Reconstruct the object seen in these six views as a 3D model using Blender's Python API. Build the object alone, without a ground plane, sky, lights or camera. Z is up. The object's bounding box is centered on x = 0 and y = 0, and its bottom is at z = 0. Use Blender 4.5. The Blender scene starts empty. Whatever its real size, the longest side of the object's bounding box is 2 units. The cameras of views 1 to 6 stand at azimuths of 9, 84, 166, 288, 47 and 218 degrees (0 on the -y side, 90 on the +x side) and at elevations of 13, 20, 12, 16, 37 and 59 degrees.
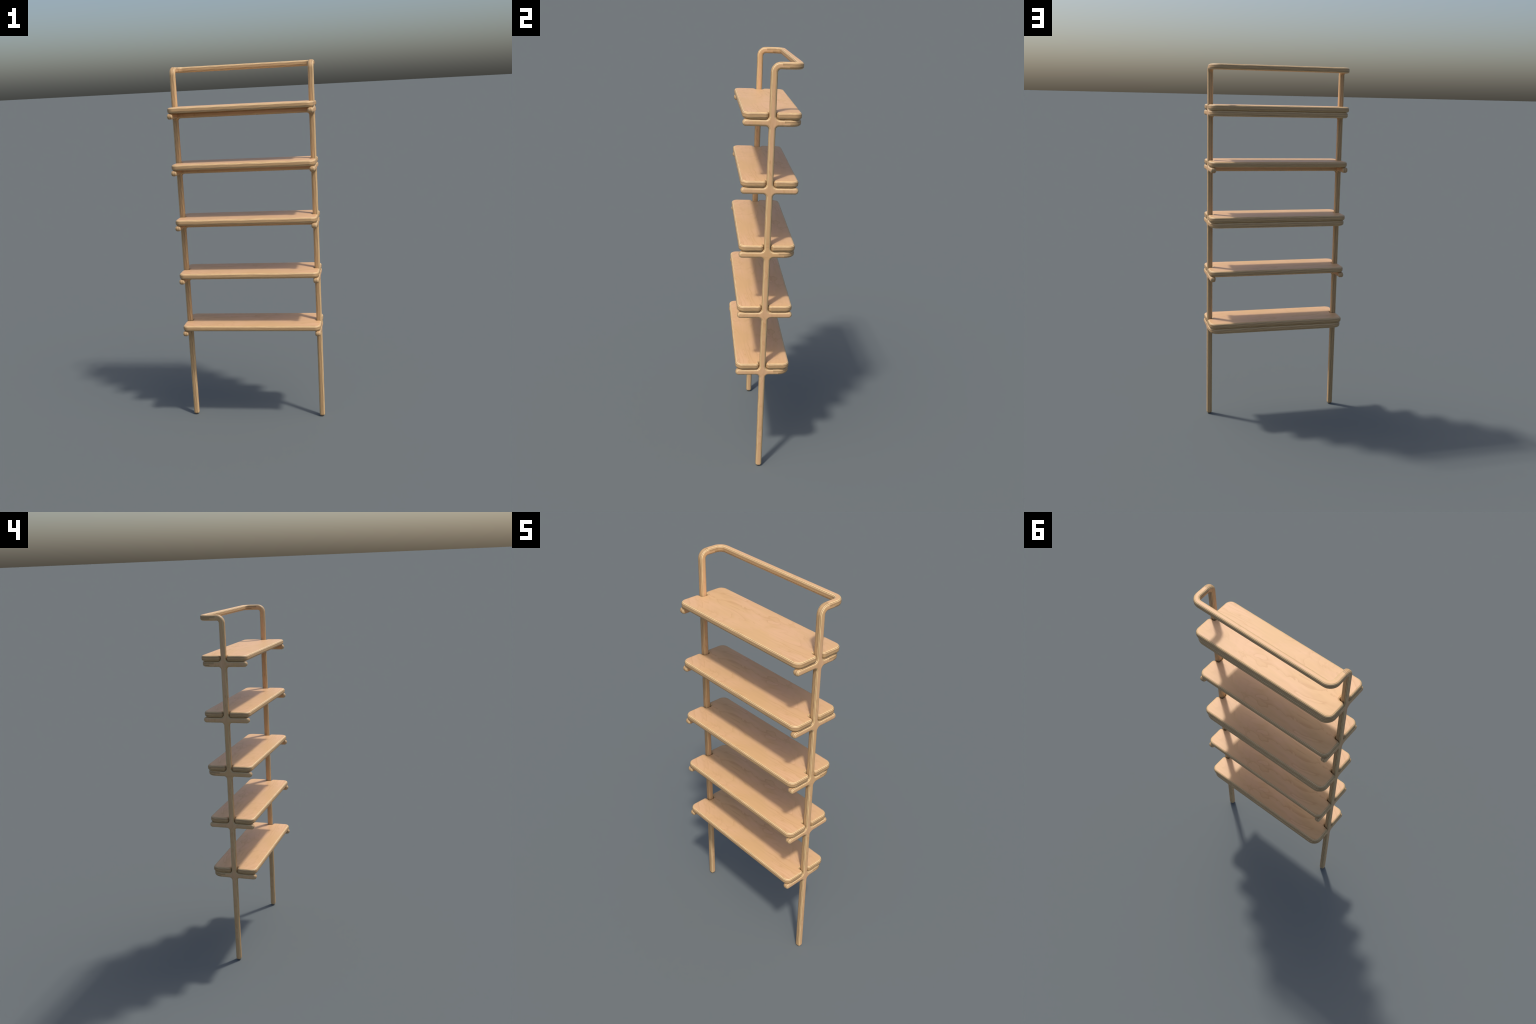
"""Plywood ladder rack: two cut plywood side frames (upright + support arms), five notched
shelves, and three lower back rails plus one top rail that are lap-jointed into the frames."""
import bpy
from math import sin, cos, pi, sqrt, atan2, tan
from mathutils import Vector

# ------------------------------------------------------------------ dimensions (metres)
W = 0.0303            # thickness of every plywood part
H = W / 2
EDGE = 0.0112         # routed round-over along every edge
POST_X = 0.3726       # centre plane of each side frame
REACH = 0.1296        # arm tips, front and back
FILLET = 0.0155       # inside corners between upright and arms
LEVELS = [0.5353, 0.8371, 1.1389, 1.4407, 1.7427]     # arm centre heights
RAIL_LEVELS = (0, 2, 4)                               # levels with a back rail
TOP_Z = 2.0 - H
SPLIT = H + FILLET + 0.0006                           # where an arm leaves the upright
LAP_LOW = {"arm": (0.0525, 0.0775), "top": (0.0334, 0.0644)}   # lap joint steps (upper, lower)
RAIL_CORNER = 0.0505  # outer plan radius of the rails
SHELF_X, SHELF_Y = 0.3888, 0.1297
SHELF_CORNER = 0.034
JOINT = 0.00015
BEVEL_SEGS = 7
ARC_STEP = pi / 20


# ------------------------------------------------------------------ outlines
def rounded_outline(corners):
    """corners: (u, v, radius, tag, normal) counter-clockwise.  Returns points, outward
    normals and {tag: index}.  Radius 0 needs an explicit normal (offset direction)."""
    pts, nrm, tags = [], [], {}
    n = len(corners)
    for i, (u, v, r, tag, normal) in enumerate(corners):
        if tag:
            tags[tag] = len(pts)
        if r == 0:
            pts.append((u, v))
            nrm.append(normal)
            continue
        p = Vector((u, v))
        a = (Vector(corners[i - 1][:2]) - p).normalized()
        b = (Vector(corners[(i + 1) % n][:2]) - p).normalized()
        half = a.angle(b) / 2
        cross = (-a).x * b.y - (-a).y * b.x
        centre = p + (a + b).normalized() * (r / sin(half))
        t0, t1 = p + a * (r / tan(half)), p + b * (r / tan(half))
        a0 = atan2(t0.y - centre.y, t0.x - centre.x)
        a1 = atan2(t1.y - centre.y, t1.x - centre.x)
        d = (a1 - a0 + pi) % (2 * pi) - pi
        steps = max(3, int(abs(d) / ARC_STEP + 0.5))
        sign = 1 if cross > 0 else -1
        for k in range(steps + 1):
            t = a0 + d * k / steps
            pts.append((centre.x + r * cos(t), centre.y + r * sin(t)))
            nrm.append((sign * cos(t), sign * sin(t)))
    return pts, nrm, tags


def ring_profile():
    """(depth across the sheet, inward offset, outline part of the normal, sheet part)"""
    ring = []
    for k in range(BEVEL_SEGS + 1):
        t = pi / 2 * (1 - k / BEVEL_SEGS)
        ring.append((-(H - EDGE) - EDGE * sin(t), EDGE * (1 - cos(t)), cos(t), -sin(t)))
    for k in range(BEVEL_SEGS + 1):
        t = pi / 2 * k / BEVEL_SEGS
        ring.append(((H - EDGE) + EDGE * sin(t), EDGE * (1 - cos(t)), cos(t), sin(t)))
    return ring


def finish_mesh(name, verts, faces, normals, material):
    me = bpy.data.meshes.new(name)
    me.from_pydata(verts, [], faces)
    me.update()
    me.materials.append(material)
    for p in me.polygons:
        p.use_smooth = True
    me.normals_split_custom_set_from_vertices(normals)
    return me


def sheet_mesh(name, pts, nrm, place, material, indices=None, closed=True, cap=None):
    """Rounded-edge sheet part over a run of outline points.  `place(u, v, depth)` maps to 3D.
    An open run (an arm cut off the upright along a seamless border) gets caps but no end wall."""
    ids = list(range(len(pts))) if indices is None else list(indices)
    cap = ids if cap is None else cap
    ring = ring_profile()
    verts, normals, faces, at = [], [], [], {}
    for j, (dep, off, on, sn) in enumerate(ring):
        for i in ids:
            (u, v), (nu, nv) = pts[i], nrm[i]
            at[j, i] = len(verts)
            verts.append(place(u - nu * off, v - nv * off, dep))
            vec = Vector(place(nu * on, nv * on, sn)) if (nu or nv) else Vector(place(1, 0, 0))
            if j == 0 or j == len(ring) - 1:
                vec = Vector(place(0, 0, sn))
            normals.append(vec.normalized())
    pairs = [(ids[k], ids[k + 1]) for k in range(len(ids) - 1) if ids[k + 1] == ids[k] + 1]
    if closed:
        pairs.append((ids[-1], ids[0]))
    for j in range(len(ring) - 1):
        for a, b in pairs:
            faces.append((at[j, a], at[j, b], at[j + 1, b], at[j + 1, a]))
    faces.append(tuple(at[len(ring) - 1, i] for i in cap))
    faces.append(tuple(at[0, i] for i in reversed(cap)))
    return finish_mesh(name, verts, faces, normals, material)


# ------------------------------------------------------------------ materials
def srgb(r, g, b):
    f = lambda c: (c / 255 / 12.92) if c <= 10.3 else ((c / 255 + 0.055) / 1.055) ** 2.4
    return (f(r), f(g), f(b), 1)


VENEER_LIGHT = srgb(216, 172, 130)
VENEER_TAN = srgb(208, 167, 114)
VENEER_LINE = srgb(188, 140, 90)
PLY_CREAM = srgb(240, 208, 154)
PLY_TAN = srgb(190, 152, 106)
PLY_BROWN = srgb(114, 72, 48)
PLY_GREY = srgb(168, 142, 104)
PLY_DUN = srgb(160, 120, 82)


def plywood(name, sheet_axis, grain_axis):
    """Solid plywood: plies stacked along the sheet axis, face veneer on both outer skins."""
    mat = bpy.data.materials.new(name)
    mat.use_nodes = True
    nt = mat.node_tree
    nt.nodes.clear()
    N = lambda kind, **kw: (lambda nd: ([setattr(nd, k, v) for k, v in kw.items()], nd)[1])(nt.nodes.new(kind))
    L = nt.links.new

    def math(op, a, b=None, c=None, clamp=False):
        nd = N("ShaderNodeMath", operation=op, use_clamp=clamp)
        for k, val in enumerate((a, b, c)):
            if val is None:
                continue
            if isinstance(val, (int, float)):
                nd.inputs[k].default_value = val
            else:
                L(val, nd.inputs[k])
        return nd.outputs[0]

    def mix(fac, a, b, blend="MIX"):
        nd = N("ShaderNodeMix", data_type="RGBA", blend_type=blend)
        for key, val in ((0, fac), (6, a), (7, b)):
            if isinstance(val, (int, float, tuple)):
                nd.inputs[key].default_value = val
            else:
                L(val, nd.inputs[key])
        return nd.outputs[2]

    def noise(scale, detail, rough, stretch, distortion=0.0, shift=(0, 0, 0)):
        mp = N("ShaderNodeMapping")
        mp.inputs["Scale"].default_value = stretch
        mp.inputs["Location"].default_value = shift
        L(coord.outputs["Object"], mp.inputs["Vector"])
        nd = N("ShaderNodeTexNoise", noise_dimensions="3D")
        nd.inputs["Scale"].default_value = scale
        nd.inputs["Detail"].default_value = detail
        nd.inputs["Roughness"].default_value = rough
        nd.inputs["Distortion"].default_value = distortion
        L(mp.outputs[0], nd.inputs["Vector"])
        return nd.outputs["Fac"]

    def along(grain, cross, sheet):
        out = [cross, cross, cross]
        out["XYZ".index(grain_axis)] = grain
        out["XYZ".index(sheet_axis)] = sheet
        return out

    def ramp(fac, stops, mode="LINEAR"):
        nd = N("ShaderNodeValToRGB")
        cr = nd.color_ramp
        cr.interpolation = mode
        while len(cr.elements) < len(stops):
            cr.elements.new(0.5)
        for e, (p, c) in zip(cr.elements, stops):
            e.position = p
            e.color = c if isinstance(c, tuple) else (c, c, c, 1)
        L(fac, nd.inputs[0])
        return nd.outputs[0]

    coord = N("ShaderNodeTexCoord")
    sep = N("ShaderNodeSeparateXYZ")
    L(coord.outputs["Object"], sep.inputs[0])
    across = sep.outputs["XYZ".index(sheet_axis)]
    depth = math("SUBTRACT", H, math("ABSOLUTE", across))            # metres below the face

    # --- ply stack, wandering a little along the board
    wander = math("MULTIPLY", math("SUBTRACT", noise(9, 2, 0.5, along(0.6, 1, 20)), 0.5), 0.0009)
    inner = math("MULTIPLY", depth, 250, clamp=True)                 # no wander at the skin
    stack = math("DIVIDE", math("ADD", depth, math("MULTIPLY", wander, inner)), H)
    plies = ramp(stack, [
        (0.0, PLY_GREY), (0.066, PLY_GREY), (0.080, PLY_CREAM), (0.180, PLY_CREAM),
        (0.200, PLY_BROWN), (0.270, PLY_BROWN), (0.290, PLY_CREAM), (0.405, PLY_CREAM),
        (0.425, PLY_BROWN), (0.510, PLY_BROWN), (0.535, PLY_CREAM), (0.625, PLY_TAN),
        (0.650, PLY_BROWN), (0.735, PLY_BROWN), (0.765, PLY_TAN), (0.850, PLY_CREAM),
        (0.920, PLY_TAN), (0.950, PLY_DUN), (1.0, PLY_DUN)])
    fade = ramp(noise(16, 3, 0.6, along(0.5, 1, 22)), [(0.36, 0.0), (0.62, 1.0)])
    plies = mix(math("MULTIPLY", fade, 0.30), plies, PLY_TAN)
    streak = ramp(noise(60, 3, 0.65, along(0.35, 0.8, 14)), [(0.32, 0.78), (0.68, 1.08)])
    plies = mix(0.8, plies, streak, "MULTIPLY")

    # --- rotary-cut birch face: soft colour flames and thin contour lines
    field = noise(2.5, 4, 0.5, along(1.0, 2.2, 0.0), 1.1, (3.1, 1.7, 0.6))
    rings = math("FRACT", math("MULTIPLY", field, 10.0))
    line = ramp(rings, [(0.0, 0.15), (0.04, 0.0), (0.45, 0.0), (0.86, 0.45), (0.95, 0.95), (0.985, 1.0), (1.0, 0.15)])
    presence = ramp(noise(5, 2, 0.5, along(0.8, 1.6, 0.0), 0.0, (8, 2, 5)), [(0.34, 0.0), (0.56, 1.0)])
    flame = ramp(noise(4.2, 4, 0.55, along(0.7, 1.7, 0.0), 0.8), [(0.38, 0.0), (0.60, 1.0)])
    fibre = ramp(noise(90, 3, 0.6, along(0.06, 1, 0.0)), [(0.3, 0.965), (0.7, 1.02)])
    face = mix(math("MULTIPLY", flame, 0.65), VENEER_LIGHT, VENEER_TAN)
    face = mix(math("MULTIPLY", math("MULTIPLY", line, presence), 0.46), face, VENEER_LINE)
    face = mix(0.9, face, fibre, "MULTIPLY")
    fleck = ramp(noise(26, 2, 0.5, along(0.35, 1, 0.0), 0.3, (1, 9, 4)), [(0.735, 0.0), (0.80, 1.0)])
    face = mix(math("MULTIPLY", fleck, 0.35), face, VENEER_LINE)

    skin = math("LESS_THAN", depth, 0.0007)
    colour = mix(skin, plies, face)
    bsdf = N("ShaderNodeBsdfPrincipled")
    L(colour, bsdf.inputs["Base Color"])
    bsdf.inputs["Roughness"].default_value = 0.5
    bsdf.inputs["Specular IOR Level"].default_value = 0.42
    bump = N("ShaderNodeBump")
    bump.inputs["Strength"].default_value = 0.08
    bump.inputs["Distance"].default_value = 0.001
    L(streak, bump.inputs["Height"])
    L(bump.outputs[0], bsdf.inputs["Normal"])
    out = N("ShaderNodeOutputMaterial")
    L(bsdf.outputs[0], out.inputs[0])
    return mat


PLY_FRAME = plywood("birch_plywood_upright", "X", "Z")
PLY_BOARD = plywood("birch_plywood_board", "Z", "X")
PLY_CROSS = plywood("birch_plywood_cross_bar", "Y", "X")


def add(name, mesh, parent=None, location=(0, 0, 0)):
    ob = bpy.data.objects.new(name, mesh)
    bpy.context.scene.collection.objects.link(ob)
    ob.parent = parent
    ob.location = location
    return ob


# ------------------------------------------------------------------ the thing
rack = add("shelving_unit", None)
rack.empty_display_size = 0.1
rack["label"] = "tall slim birch plywood ladder rack with five open shelves"
rack["category"] = "shelving unit"

# ------------------------------------------------------------------ side frames
UP, DOWN, NONE = (0, 1), (0, -1), (0, 0)
corners = [(-H, 0, 0.0125, None, None), (H, 0, 0.0125, None, None)]
for n, z in enumerate(LEVELS):                                  # up the back edge
    corners += [(H, z - H, FILLET, None, None), (SPLIT, z - H, 0, f"b{n}s", DOWN)]
    if n in RAIL_LEVELS:
        hi, lo = LAP_LOW["arm"]
        corners += [(lo, z - H, 0, None, DOWN), (lo, z, 0, None, NONE),
                    (hi, z, 0, None, NONE), (hi, z + H, 0, None, UP)]
    else:
        corners += [(REACH, z - H, H * 0.985, None, None), (REACH, z + H, H * 0.985, None, None)]
    corners += [(SPLIT, z + H, 0, f"b{n}e", UP), (H, z + H, FILLET, None, None)]
hi, lo = LAP_LOW["top"]
corners += [(H, TOP_Z - H, 0.0132, None, None), (lo, TOP_Z - H, 0, None, DOWN), (lo, TOP_Z, 0, None, NONE),
            (hi, TOP_Z, 0, None, NONE), (hi, TOP_Z + H, 0, None, UP), (-H, TOP_Z + H, 0.0435, None, None)]
for n in reversed(range(len(LEVELS))):                          # down the front edge
    z = LEVELS[n]
    corners += [(-H, z + H, FILLET, None, None), (-SPLIT, z + H, 0, f"f{n}s", UP),
                (-REACH, z + H, H * 0.985, None, None), (-REACH, z - H, H * 0.985, None, None),
                (-SPLIT, z - H, 0, f"f{n}e", DOWN), (-H, z - H, FILLET, None, None)]
pts, nrm, tags = rounded_outline(corners)
to_frame = lambda u, v, d: (d, u, v)

arm_runs = {k[:-1]: range(tags[k], tags[k[:-1] + "e"] + 1) for k in tags if k.endswith("s")}
inside = {i for run in arm_runs.values() for i in list(run)[1:-1]}
post_ids = [i for i in range(len(pts)) if i not in inside]
post_mesh = sheet_mesh("upright_post", pts, nrm, to_frame, PLY_FRAME, post_ids)
# arms share border vertices and normals with the upright, so no seam shows
arm_meshes = {key: sheet_mesh("support_arm", pts, nrm, to_frame, PLY_FRAME, run, closed=False)
              for key, run in arm_runs.items()}
for x in (-POST_X, POST_X):
    post = add("upright_post", post_mesh, rack, (x, 0, 0))
    for key in sorted(arm_meshes):
        add("support_arm", arm_meshes[key], post)


# ------------------------------------------------------------------ rails (swept round-edged bar)
def bar_section():
    """Section of the bar, (sideways, up, n_side, n_up), split at mid height for the lap."""
    c, out = H - EDGE, []
    for cx, cz, a0 in ((c, c, 0), (-c, c, pi / 2), (-c, -c, pi), (c, -c, 1.5 * pi)):
        arc = []
        for k in range(BEVEL_SEGS + 1):
            t = a0 + pi / 2 * k / BEVEL_SEGS
            arc.append((cx + EDGE * cos(t), cz + EDGE * sin(t), cos(t), sin(t)))
        if a0 == 0:
            out.append((H, 0.0, 1, 0, +1))
        if a0 == pi:
            out.append((-H, 0.0, -1, 0, -1))
        out += [(*p, 1 if cz > 0 else -1) for p in arc]
        if a0 == pi / 2:
            out.append((-H, 0.0, -1, 0, +1))
        if a0 == 1.5 * pi:
            out.append((H, 0.0, 1, 0, -1))
    return out


def rail_mesh(name, hi, lo):
    sec = bar_section()
    mid = RAIL_CORNER - H
    back = REACH - H
    path = []                                           # (x, y, side direction)
    start = max(lo, hi) + 0.0005
    path.append((POST_X, None, 1, 0))                   # stepped end of the lap
    y_arc = back - mid
    for y in (start, y_arc):
        path.append((POST_X, y, 1, 0))
    for k in range(1, 15):
        t = pi / 2 * k / 14
        path.append((POST_X - mid + mid * cos(t), y_arc + mid * sin(t), cos(t), sin(t)))
    half = path
    path = half + [(-x, y, -sx, sy) for x, y, sx, sy in reversed(half)]
    verts, normals, faces = [], [], []
    m = len(sec)
    for x, y, sx, sy in path:
        for s, b, ns, nb, upper in sec:
            yy = y if y is not None else (hi if upper > 0 else lo) + JOINT
            verts.append((x + sx * s, yy + sy * s, b))
            normals.append(Vector((sx * ns, sy * ns, nb)).normalized())
    for j in range(len(path) - 1):
        for k in range(m):
            a, b = j * m + k, j * m + (k + 1) % m
            faces.append((b, a, a + m, b + m))
    up = [k for k in range(m) if sec[k][4] > 0]
    dn = [k for k in range(m) if sec[k][4] < 0]
    for base, flip in ((0, False), ((len(path) - 1) * m, True)):
        ends = [[base + k for k in up], [base + k for k in dn]]
        step = [base + up[0], base + up[-1], base + dn[0], base + dn[-1]]
        for f in ends + [step]:
            faces.append(tuple(reversed(f)) if flip else tuple(f))
    return finish_mesh(name, verts, faces, normals, PLY_BOARD)


lower_rail = rail_mesh("back_rail", *LAP_LOW["arm"])
for n in RAIL_LEVELS:
    add("back_rail", lower_rail, rack, (0, 0, LEVELS[n]))
add("top_rail", rail_mesh("top_rail", *LAP_LOW["top"]), rack, (0, 0, TOP_Z))

# ------------------------------------------------------------------ shelves
NOTCH_Y = H + 0.0016                    # half width of the notch round the upright
NOTCH_X = POST_X - H - 0.0012           # notch floor
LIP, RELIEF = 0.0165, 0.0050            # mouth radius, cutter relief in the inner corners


def notch(side):
    """Corners of one notch, in counter-clockwise order for that side of the board."""
    seq = [(SHELF_X, -NOTCH_Y, LIP), (NOTCH_X, -NOTCH_Y, RELIEF)]
    seq = seq + [(x, -y, rr) for x, y, rr in reversed(seq)]
    return [(side * x, side * y, rr, None, None) for x, y, rr in seq]


board = [(SHELF_X, -SHELF_Y, SHELF_CORNER, None, None)] + notch(1) + \
        [(SHELF_X, SHELF_Y, SHELF_CORNER, None, None), (-SHELF_X, SHELF_Y, SHELF_CORNER, None, None)] + \
        notch(-1) + [(-SHELF_X, -SHELF_Y, SHELF_CORNER, None, None)]
spts, snrm, _ = rounded_outline(board)
shelf_mesh = sheet_mesh("shelf", spts, snrm, lambda u, v, d: (u, v, d), PLY_BOARD)
for z in LEVELS:
    add("shelf", shelf_mesh, rack, (0, 0, z + W + 0.0004))

# ------------------------------------------------------------------ cross bars between the uprights
def cross_bar():
    """Sheet part standing in the plane of the uprights, under each shelf, with a fillet
    where its lower edge runs into each upright."""
    face = POST_X - H + 0.0006
    right = [(face + 0.004, -H - FILLET - 0.002, 0, None, (-1, 0)), (face + 0.004, H, 0, None, (0, 1))]
    seq = [(-face, -H, FILLET, None, None), (face, -H, FILLET, None, None),
           (face, -H - FILLET - 0.002, 0, None, (-1, 0))] + right + \
          [(-face - 0.004, H, 0, None, (0, 1)), (-face - 0.004, -H - FILLET - 0.002, 0, None, (1, 0)),
           (-face, -H - FILLET - 0.002, 0, None, (1, 0))]
    return rounded_outline(seq)


cpts, cnrm, _ = cross_bar()
cross_mesh = sheet_mesh("cross_bar", cpts, cnrm, lambda u, v, d: (u, -d, v), PLY_CROSS)
for z in LEVELS:
    add("cross_bar", cross_mesh, rack, (0, 0, z))
